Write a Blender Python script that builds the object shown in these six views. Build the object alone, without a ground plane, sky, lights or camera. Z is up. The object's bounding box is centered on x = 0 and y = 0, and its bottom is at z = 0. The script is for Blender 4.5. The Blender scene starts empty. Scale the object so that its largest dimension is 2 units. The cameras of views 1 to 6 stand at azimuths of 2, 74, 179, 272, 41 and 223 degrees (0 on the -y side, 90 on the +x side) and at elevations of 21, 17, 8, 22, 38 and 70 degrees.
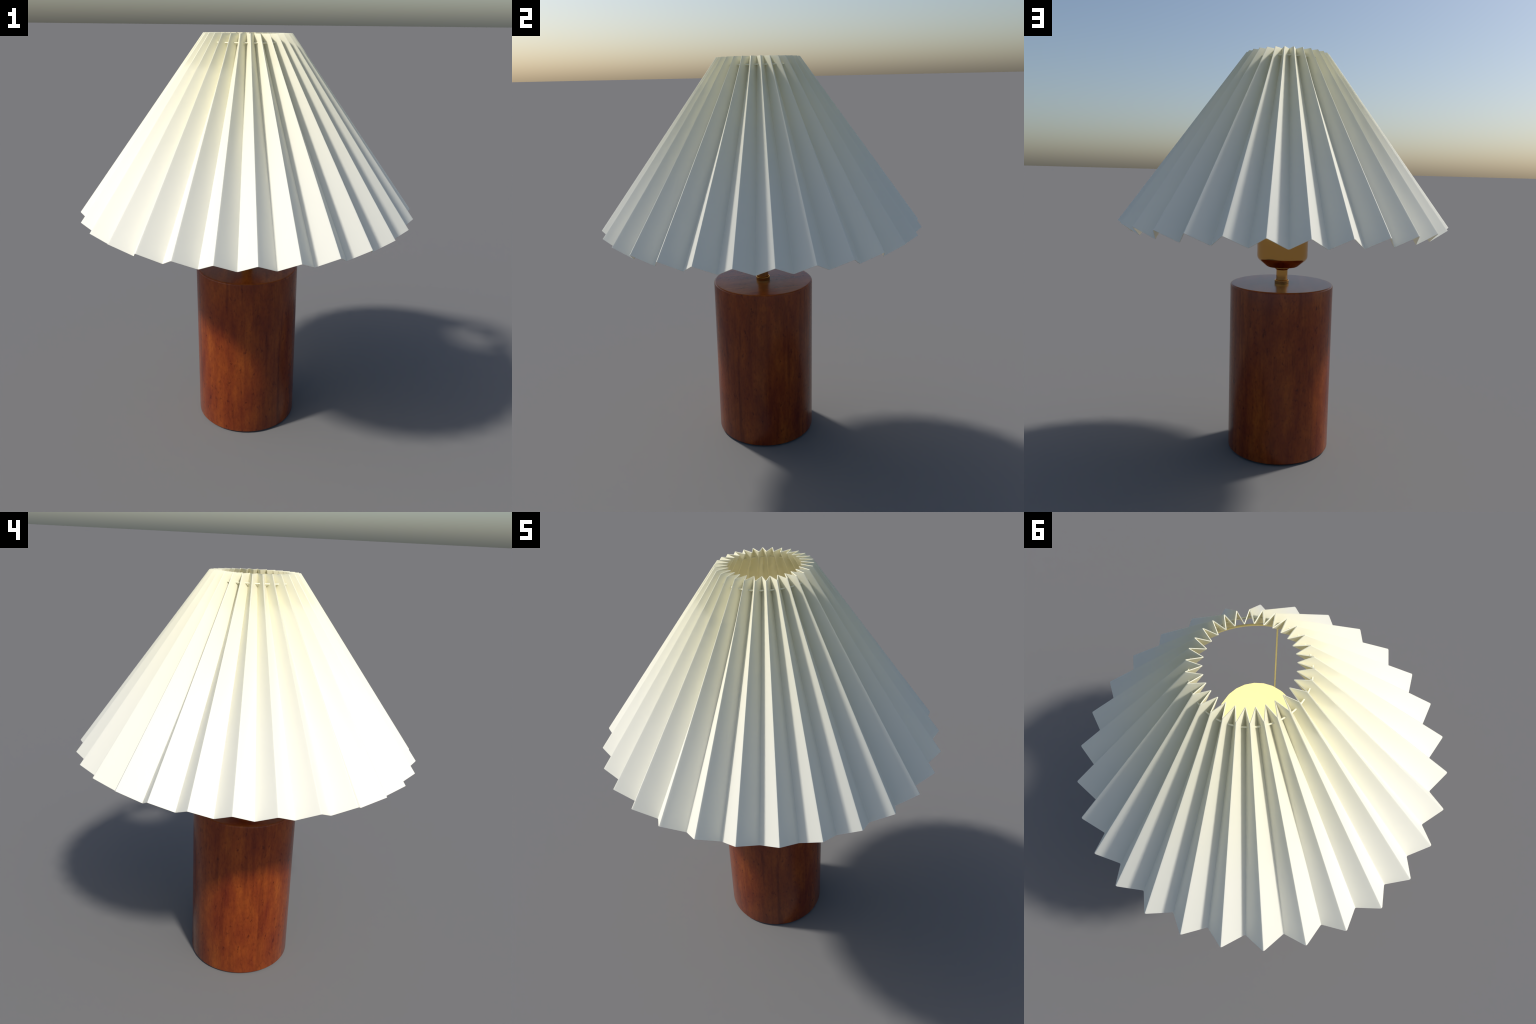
"""Table lamp: turned hardwood cylinder, brass stem and socket cup, globe bulb,
and a pleated paper cone shade on a wire frame.  Metres, z up."""
import bpy, bmesh, math
from mathutils import Vector

# ------------------------------------------------------------------ sizes
PLEATS = 30                    # ridges sit on multiples of 12 degrees
SHADE_TOP_Z = 2.000
RIDGE_TOP_R, VALLEY_TOP_R = 0.2034, 0.1480
RIDGE_BOTTOM = (0.8120, 1.1880)     # radius, z
VALLEY_BOTTOM = (0.7460, 1.1380)
PAPER = 0.0028                 # sheet thickness
PAPER_TRANSLUCENCY = 0.20
CREASE_TOP, CREASE_BOTTOM = 0.0026, 0.0066     # sheet taken by the rounding of a fold
VALLEY_LEAN_TOP, VALLEY_LEAN_BOTTOM = 0.62, 0.18   # degrees: folds sit a touch off centre

BASE_R, BASE_TOP, BASE_EDGE = 0.2627, 0.8672, 0.0075
BASE_FOOT = 0.0055             # the wood floats this high on its pad

BULB_R, BULB_Z = 0.155, 1.557


# ------------------------------------------------------------------ helpers
def link(obj, parent=None):
    bpy.context.scene.collection.objects.link(obj)
    if parent is not None:
        obj.parent = parent
    return obj


def mesh_object(name, bm, material, parent, smooth_angle=35.0):
    me = bpy.data.meshes.new(name)
    bm.normal_update()
    for f in bm.faces:
        f.smooth = True
    limit = math.radians(smooth_angle)
    for e in bm.edges:
        if len(e.link_faces) == 2 and e.calc_face_angle(0.0) > limit:
            e.smooth = False
    bm.to_mesh(me)
    bm.free()
    for m in (material if isinstance(material, (list, tuple)) else [material]):
        me.materials.append(m)
    return link(bpy.data.objects.new(name, me), parent)


def lathe(profile, segments=128, closed=False):
    """Spin an (r, z) profile about the z axis; r = 0 ends become poles."""
    bm = bmesh.new()
    rings = []
    for r, z in profile:
        if r < 1e-6:
            rings.append([bm.verts.new((0, 0, z))])
        else:
            rings.append([bm.verts.new((r * math.cos(2 * math.pi * i / segments),
                                        r * math.sin(2 * math.pi * i / segments), z))
                          for i in range(segments)])
    pairs = list(zip(rings[:-1], rings[1:]))
    if closed:
        pairs.append((rings[-1], rings[0]))
    for a, b in pairs:
        for i in range(segments):
            j = (i + 1) % segments
            if len(a) == 1 and len(b) == 1:
                continue
            if len(a) == 1:
                bm.faces.new((a[0], b[j], b[i]))
            elif len(b) == 1:
                bm.faces.new((a[i], a[j], b[0]))
            else:
                bm.faces.new((a[i], a[j], b[j], b[i]))
    bmesh.ops.recalc_face_normals(bm, faces=bm.faces)
    return bm


def arc(cx, cz, radius, a0, a1, n):
    return [(cx + radius * math.cos(math.radians(a0 + (a1 - a0) * i / n)),
             cz + radius * math.sin(math.radians(a0 + (a1 - a0) * i / n))) for i in range(n + 1)]


def wire_ring(ring_r, z, wire_r):
    return lathe([(ring_r + wire_r * math.cos(2 * math.pi * i / 12),
                   z + wire_r * math.sin(2 * math.pi * i / 12)) for i in range(12)],
                 segments=180, closed=True)


def rod(points, radius, sides=12):
    """Round wire swept along a list of points."""
    bm = bmesh.new()
    rings = []
    pts = [Vector(p) for p in points]
    for k, p in enumerate(pts):
        t = (pts[min(k + 1, len(pts) - 1)] - pts[max(k - 1, 0)]).normalized()
        u = t.cross(Vector((0.3, 0.9, 0.1))).normalized()
        v = t.cross(u)
        rings.append([bm.verts.new(p + radius * (math.cos(a) * u + math.sin(a) * v))
                      for a in (2 * math.pi * i / sides for i in range(sides))])
    for a, b in zip(rings[:-1], rings[1:]):
        for i in range(sides):
            j = (i + 1) % sides
            bm.faces.new((a[i], a[j], b[j], b[i]))
    bm.faces.new(rings[0][::-1])
    bm.faces.new(rings[-1])
    bmesh.ops.recalc_face_normals(bm, faces=bm.faces)
    return bm


# ------------------------------------------------------------------ materials
def new_material(name):
    m = bpy.data.materials.new(name)
    m.use_nodes = True
    nt = m.node_tree
    return m, nt, nt.nodes["Principled BSDF"]


def node(nt, kind, **props):
    n = nt.nodes.new(kind)
    for k, v in props.items():
        setattr(n, k, v)
    return n


def ramp(nt, stops):
    n = node(nt, "ShaderNodeValToRGB")
    els = n.color_ramp.elements
    while len(els) < len(stops):
        els.new(0.5)
    for e, (p, c) in zip(els, stops):
        e.position = p
        e.color = (*c, 1.0)
    return n


def noise(nt, vec, scale, detail=4.0, rough=0.55):
    n = node(nt, "ShaderNodeTexNoise")
    n.inputs["Scale"].default_value = scale
    n.inputs["Detail"].default_value = detail
    n.inputs["Roughness"].default_value = rough
    nt.links.new(vec, n.inputs["Vector"])
    return n


def mix(nt, fac, a, b, blend="MIX"):
    n = node(nt, "ShaderNodeMix", data_type="RGBA", blend_type=blend)
    for sock, val in ((n.inputs[0], fac), (n.inputs[6], a), (n.inputs[7], b)):
        if isinstance(val, bpy.types.NodeSocket):
            nt.links.new(val, sock)
        elif isinstance(val, (int, float)):
            sock.default_value = val
        else:
            sock.default_value = (*val, 1.0)
    return n.outputs[2]


def wood_material(name, stretch, flecks=0.95):
    """Oiled reddish hardwood.  `stretch` flattens the noise along the grain."""
    m, nt, bsdf = new_material(name)
    co = node(nt, "ShaderNodeTexCoord").outputs["Object"]

    def mapped(scale, offset=(0, 0, 0)):
        mp = node(nt, "ShaderNodeMapping")
        mp.inputs["Scale"].default_value = scale
        mp.inputs["Location"].default_value = offset
        nt.links.new(co, mp.inputs["Vector"])
        return mp.outputs["Vector"]

    def along(g):      # scale vector with factor g on the grain axis
        return tuple(g if s else 1.0 for s in stretch)

    def factor(tex, stops):
        r = ramp(nt, stops)
        nt.links.new(tex.outputs["Fac"], r.inputs["Fac"])
        return r.outputs["Color"]

    # broad figure: blotches of amber and red brown, drawn out along the grain
    col = factor(noise(nt, mapped(along(0.30), (3.1, 1.7, 0.4)), 12.0, 6.0, 0.62),
                 [(0.30, (0.136, 0.0190, 0.0060)), (0.44, (0.182, 0.0305, 0.0064)),
                  (0.56, (0.226, 0.0445, 0.0072)), (0.70, (0.285, 0.0660, 0.0090))])
    # straight bands along the grain
    col = mix(nt, 0.50, col, factor(noise(nt, mapped(along(0.03), (0.2, 5.3, 1.1)), 40.0, 2.0, 0.5),
              [(0.33, (0.66, 0.58, 0.72)), (0.47, (0.97, 0.96, 0.98)), (0.66, (1.10, 1.14, 1.05))]),
              "MULTIPLY")
    # mottled pores
    col = mix(nt, 0.80, col, factor(noise(nt, mapped(along(0.40), (7.0, 0.3, 2.2)), 105.0, 4.0, 0.65),
              [(0.32, (0.74, 0.68, 0.78)), (0.50, (1.0, 1.0, 1.0)), (0.68, (1.10, 1.13, 1.08))]),
              "MULTIPLY")
    # dark red spindles
    spindle = factor(noise(nt, mapped(along(0.085), (4.4, 2.0, 6.3)), 24.0, 3.0, 0.55),
                     [(0.60, (0, 0, 0)), (0.70, (0.75, 0.75, 0.75))])
    col = mix(nt, spindle, col, mix(nt, 1.0, col, (0.58, 0.46, 0.62), "MULTIPLY"))
    # short dark flecks
    fleck = factor(noise(nt, mapped(along(0.55), (1.4, 9.2, 4.0)), 50.0, 3.0, 0.6),
                   [(0.61, (0, 0, 0)), (0.72, (flecks,) * 3)])
    col = mix(nt, fleck, col, mix(nt, 1.0, col, (0.48, 0.40, 0.55), "MULTIPLY"))

    nt.links.new(col, bsdf.inputs["Base Color"])
    bsdf.inputs["Roughness"].default_value = 0.24
    bsdf.inputs["Specular IOR Level"].default_value = 0.36
    return m


def paper_material():
    """Off-white shade paper with a yellower tint toward the upper end."""
    m, nt, bsdf = new_material("shade_paper")
    co = node(nt, "ShaderNodeTexCoord").outputs["Object"]
    sep = node(nt, "ShaderNodeSeparateXYZ")
    nt.links.new(co, sep.inputs[0])
    mr = node(nt, "ShaderNodeMapRange")
    mr.inputs["From Min"].default_value = 1.12
    mr.inputs["From Max"].default_value = 2.00
    nt.links.new(sep.outputs["Z"], mr.inputs["Value"])
    r = ramp(nt, [(0.0, (0.995, 0.985, 0.880)), (0.35, (0.995, 0.980, 0.860)),  # stops lightened to near white to lift the paper's shaded side
                  (0.75, (0.990, 0.967, 0.775)), (1.0, (0.985, 0.955, 0.730))])
    nt.links.new(mr.outputs["Result"], r.inputs["Fac"])
    nt.links.new(r.outputs["Color"], bsdf.inputs["Base Color"])
    bsdf.inputs["Roughness"].default_value = 0.55
    bsdf.inputs["Specular IOR Level"].default_value = 0.5
    # thin paper lets part of the light through
    through = node(nt, "ShaderNodeBsdfTranslucent")
    through.inputs["Color"].default_value = (1.0, 0.985, 0.88, 1)
    blend = node(nt, "ShaderNodeMixShader")
    blend.inputs[0].default_value = PAPER_TRANSLUCENCY
    nt.links.new(bsdf.outputs[0], blend.inputs[1])
    nt.links.new(through.outputs[0], blend.inputs[2])
    nt.links.new(blend.outputs[0], nt.nodes["Material Output"].inputs["Surface"])
    return m


def plain(name, color, rough, metallic=0.0, spec=0.5):
    m, nt, bsdf = new_material(name)
    bsdf.inputs["Base Color"].default_value = (*color, 1)
    bsdf.inputs["Roughness"].default_value = rough
    bsdf.inputs["Metallic"].default_value = metallic
    bsdf.inputs["Specular IOR Level"].default_value = spec
    return m


def bulb_material():
    m, nt, bsdf = new_material("lit_bulb_glass")
    bsdf.inputs["Base Color"].default_value = (0.9, 0.85, 0.45, 1)
    bsdf.inputs["Roughness"].default_value = 0.5
    bsdf.inputs["Emission Color"].default_value = (1.20, 0.97, 0.40, 1)
    bsdf.inputs["Emission Strength"].default_value = 1.0
    return m


WOOD_SIDE = wood_material("hardwood_long_grain", (0, 0, 1))
WOOD_TOP = wood_material("hardwood_top", (0, 1, 0), flecks=0.30)
PAPER_MAT = paper_material()
BRASS = plain("brass", (0.64, 0.345, 0.095), 0.13, metallic=1.0)
FRAME = plain("cream_enamelled_wire", (0.93, 0.89, 0.64), 0.5)
DARK_DISC = plain("dark_matte", (0.02, 0.018, 0.017), 0.9)
BULB = bulb_material()


# ------------------------------------------------------------------ the lamp
lamp = link(bpy.data.objects.new("table_lamp", None))
lamp["label"] = "table lamp with wooden cylinder base and pleated white cone shade"
lamp["category"] = "table lamp"

# --- wooden base
e, c = BASE_EDGE, BASE_FOOT
base_profile = ([(0.0, c), (BASE_R - 0.02, c)] + arc(BASE_R - e * 0.6, c + e * 0.6, e * 0.6, -90, 0, 4)
                + [(BASE_R, 0.30), (BASE_R, 0.60)]
                + [(BASE_R, BASE_TOP - e), (BASE_R - 0.0012, BASE_TOP - e + 0.0035),
                   (BASE_R - 0.0040, BASE_TOP - 0.0012), (BASE_R - e - 0.0005, BASE_TOP), (BASE_R - e - 0.0030, BASE_TOP),
                   (0.0, BASE_TOP)])
bm = lathe(base_profile, segments=160)
for f in bm.faces:
    if f.normal.z > 0.9 and f.calc_center_median().z > BASE_TOP - 0.003:
        f.material_index = 1
base = mesh_object("base", bm, [WOOD_SIDE, WOOD_TOP], lamp, 40)
mesh_object("dark_inset_pad", lathe([(0.0, 0.0), (BASE_R - 0.012, 0.0), (BASE_R - 0.012, c + 0.001),
                               (0.0, c + 0.001)], 128), DARK_DISC, base)

# --- brass stem with its collar, and the socket cup
stem = mesh_object("stem", lathe(
    [(0.0, BASE_TOP + 0.0005), (0.0290, BASE_TOP + 0.0005), (0.0290, 0.9375)]
    + [(0.0300, 0.9385), (0.0365, 0.9440), (0.0372, 0.9465), (0.0365, 0.9500), (0.0365, 0.9534), (0.0, 0.9534)], 64),
    BRASS, lamp)
mesh_object("collar", lathe(
    [(0.0296, BASE_TOP + 0.0008), (0.0365, BASE_TOP + 0.0008), (0.0370, 0.8815)]
    + arc(0.0347, 0.8825, 0.0024, 0, 180, 8) + [(0.0321, 0.8750), (0.0296, 0.8750)], 64, closed=True),
    BRASS, stem)
mesh_object("socket_cup", lathe(
    [(0.0, 0.9530), (0.045, 0.9530), (0.068, 0.9536), (0.0765, 0.9552), (0.0825, 0.9585), (0.0870, 0.9622),
     (0.1110, 0.9815), (0.1200, 0.9895), (0.1255, 0.9965), (0.1285, 1.0035), (0.1296, 1.0120),
     (0.1296, 1.2450), (0.1275, 1.2480), (0.1250, 1.2450), (0.1250, 1.2300), (0.070, 1.2300),
     (0.070, 1.3000), (0.0, 1.3000)], 96), BRASS, lamp)

# --- globe bulb with a short neck
bulb_profile = [(0.0, 1.3005), (0.052, 1.3005), (0.056, 1.3600), (0.066, 1.4000)]
a_start = -math.degrees(math.acos(0.080 / BULB_R))
bulb_profile += arc(0.0, BULB_Z, BULB_R, a_start, 90, 12)
bulb_profile[-1] = (0.0, BULB_Z + BULB_R)
mesh_object("bulb", lathe(bulb_profile, 24), BULB, lamp, 60)


# --- pleated paper shade
def fold_line(ridge, t):
    """Point (radius, z) on a ridge or valley fold, t = 0 at the top, 1 at the bottom."""
    (r0, r1, z1) = ((RIDGE_TOP_R, *RIDGE_BOTTOM) if ridge else (VALLEY_TOP_R, *VALLEY_BOTTOM))
    return r0 + (r1 - r0) * t, SHADE_TOP_Z + (z1 - SHADE_TOP_Z) * t


def shade_row(t):
    """One zig-zag round the sheet with every fold eased into a tight arc."""
    corners = []
    for k in range(2 * PLEATS):
        r, z = fold_line(k % 2 == 0, t)
        a = math.pi * k / PLEATS
        if k % 2:
            a += math.radians(VALLEY_LEAN_TOP + (VALLEY_LEAN_BOTTOM - VALLEY_LEAN_TOP) * t)
        corners.append(Vector((r * math.cos(a), r * math.sin(a), z)))
    row = []
    n = len(corners)
    crease = CREASE_TOP + (CREASE_BOTTOM - CREASE_TOP) * t
    for k, p in enumerate(corners):
        d0 = (corners[k - 1] - p).normalized() * crease
        d1 = (corners[(k + 1) % n] - p).normalized() * crease
        for s in (0.0, 0.5, 1.0):           # quadratic easing of the corner
            row.append(p + d0 * (1 - s) ** 2 + d1 * s ** 2)
    return row


def pleated_sheet(rows=22):
    bm = bmesh.new()
    grid = []
    for i in range(rows + 1):
        pts = shade_row(i / rows)
        grid.append([bm.verts.new(p) for p in pts])
    n = len(grid[0])
    for a, b in zip(grid[:-1], grid[1:]):
        for i in range(n):
            j = (i + 1) % n
            bm.faces.new((a[i], b[i], b[j], a[j]))
    bm.normal_update()
    # give the sheet its thickness: offset both sides along the vertex normals
    normals = [[v.normal.copy() for v in row] for row in grid]
    outer = grid
    inner = [[bm.verts.new(v.co - nn * (PAPER * 0.5)) for v, nn in zip(row, nrow)]
             for row, nrow in zip(grid, normals)]
    for row, nrow in zip(outer, normals):
        for v, nn in zip(row, nrow):
            v.co += nn * (PAPER * 0.5)
    for a, b in zip(inner[:-1], inner[1:]):
        for i in range(n):
            j = (i + 1) % n
            bm.faces.new((a[i], a[j], b[j], b[i]))
    for i in range(n):
        j = (i + 1) % n
        bm.faces.new((outer[0][i], outer[0][j], inner[0][j], inner[0][i]))
        bm.faces.new((outer[-1][i], inner[-1][i], inner[-1][j], outer[-1][j]))
    bmesh.ops.recalc_face_normals(bm, faces=bm.faces)
    return bm


shade = mesh_object("lampshade", pleated_sheet(), PAPER_MAT, lamp, 25)

# --- wire frame: threaded ring near the top, carrier ring and three arms inside
frame = mesh_object("shade_frame", wire_ring(0.3600, 1.6820, 0.0044), FRAME, lamp)
mesh_object("threaded_ring", wire_ring(0.1985, 1.9620, 0.0030), FRAME, frame)
for deg in (62, 180, 298):
    a = math.radians(deg)
    ca, sa = math.cos(a), math.sin(a)
    pts = [(r * ca, r * sa, z) for r, z in
           ((0.360, 1.682), (0.309, 1.490), (0.2595, 1.300), (0.2530, 1.275), (0.2450, 1.258),
            (0.2300, 1.249), (0.2150, 1.246), (0.1280, 1.240))]
    mesh_object("support_arm", rod(pts, 0.0035), FRAME, frame)
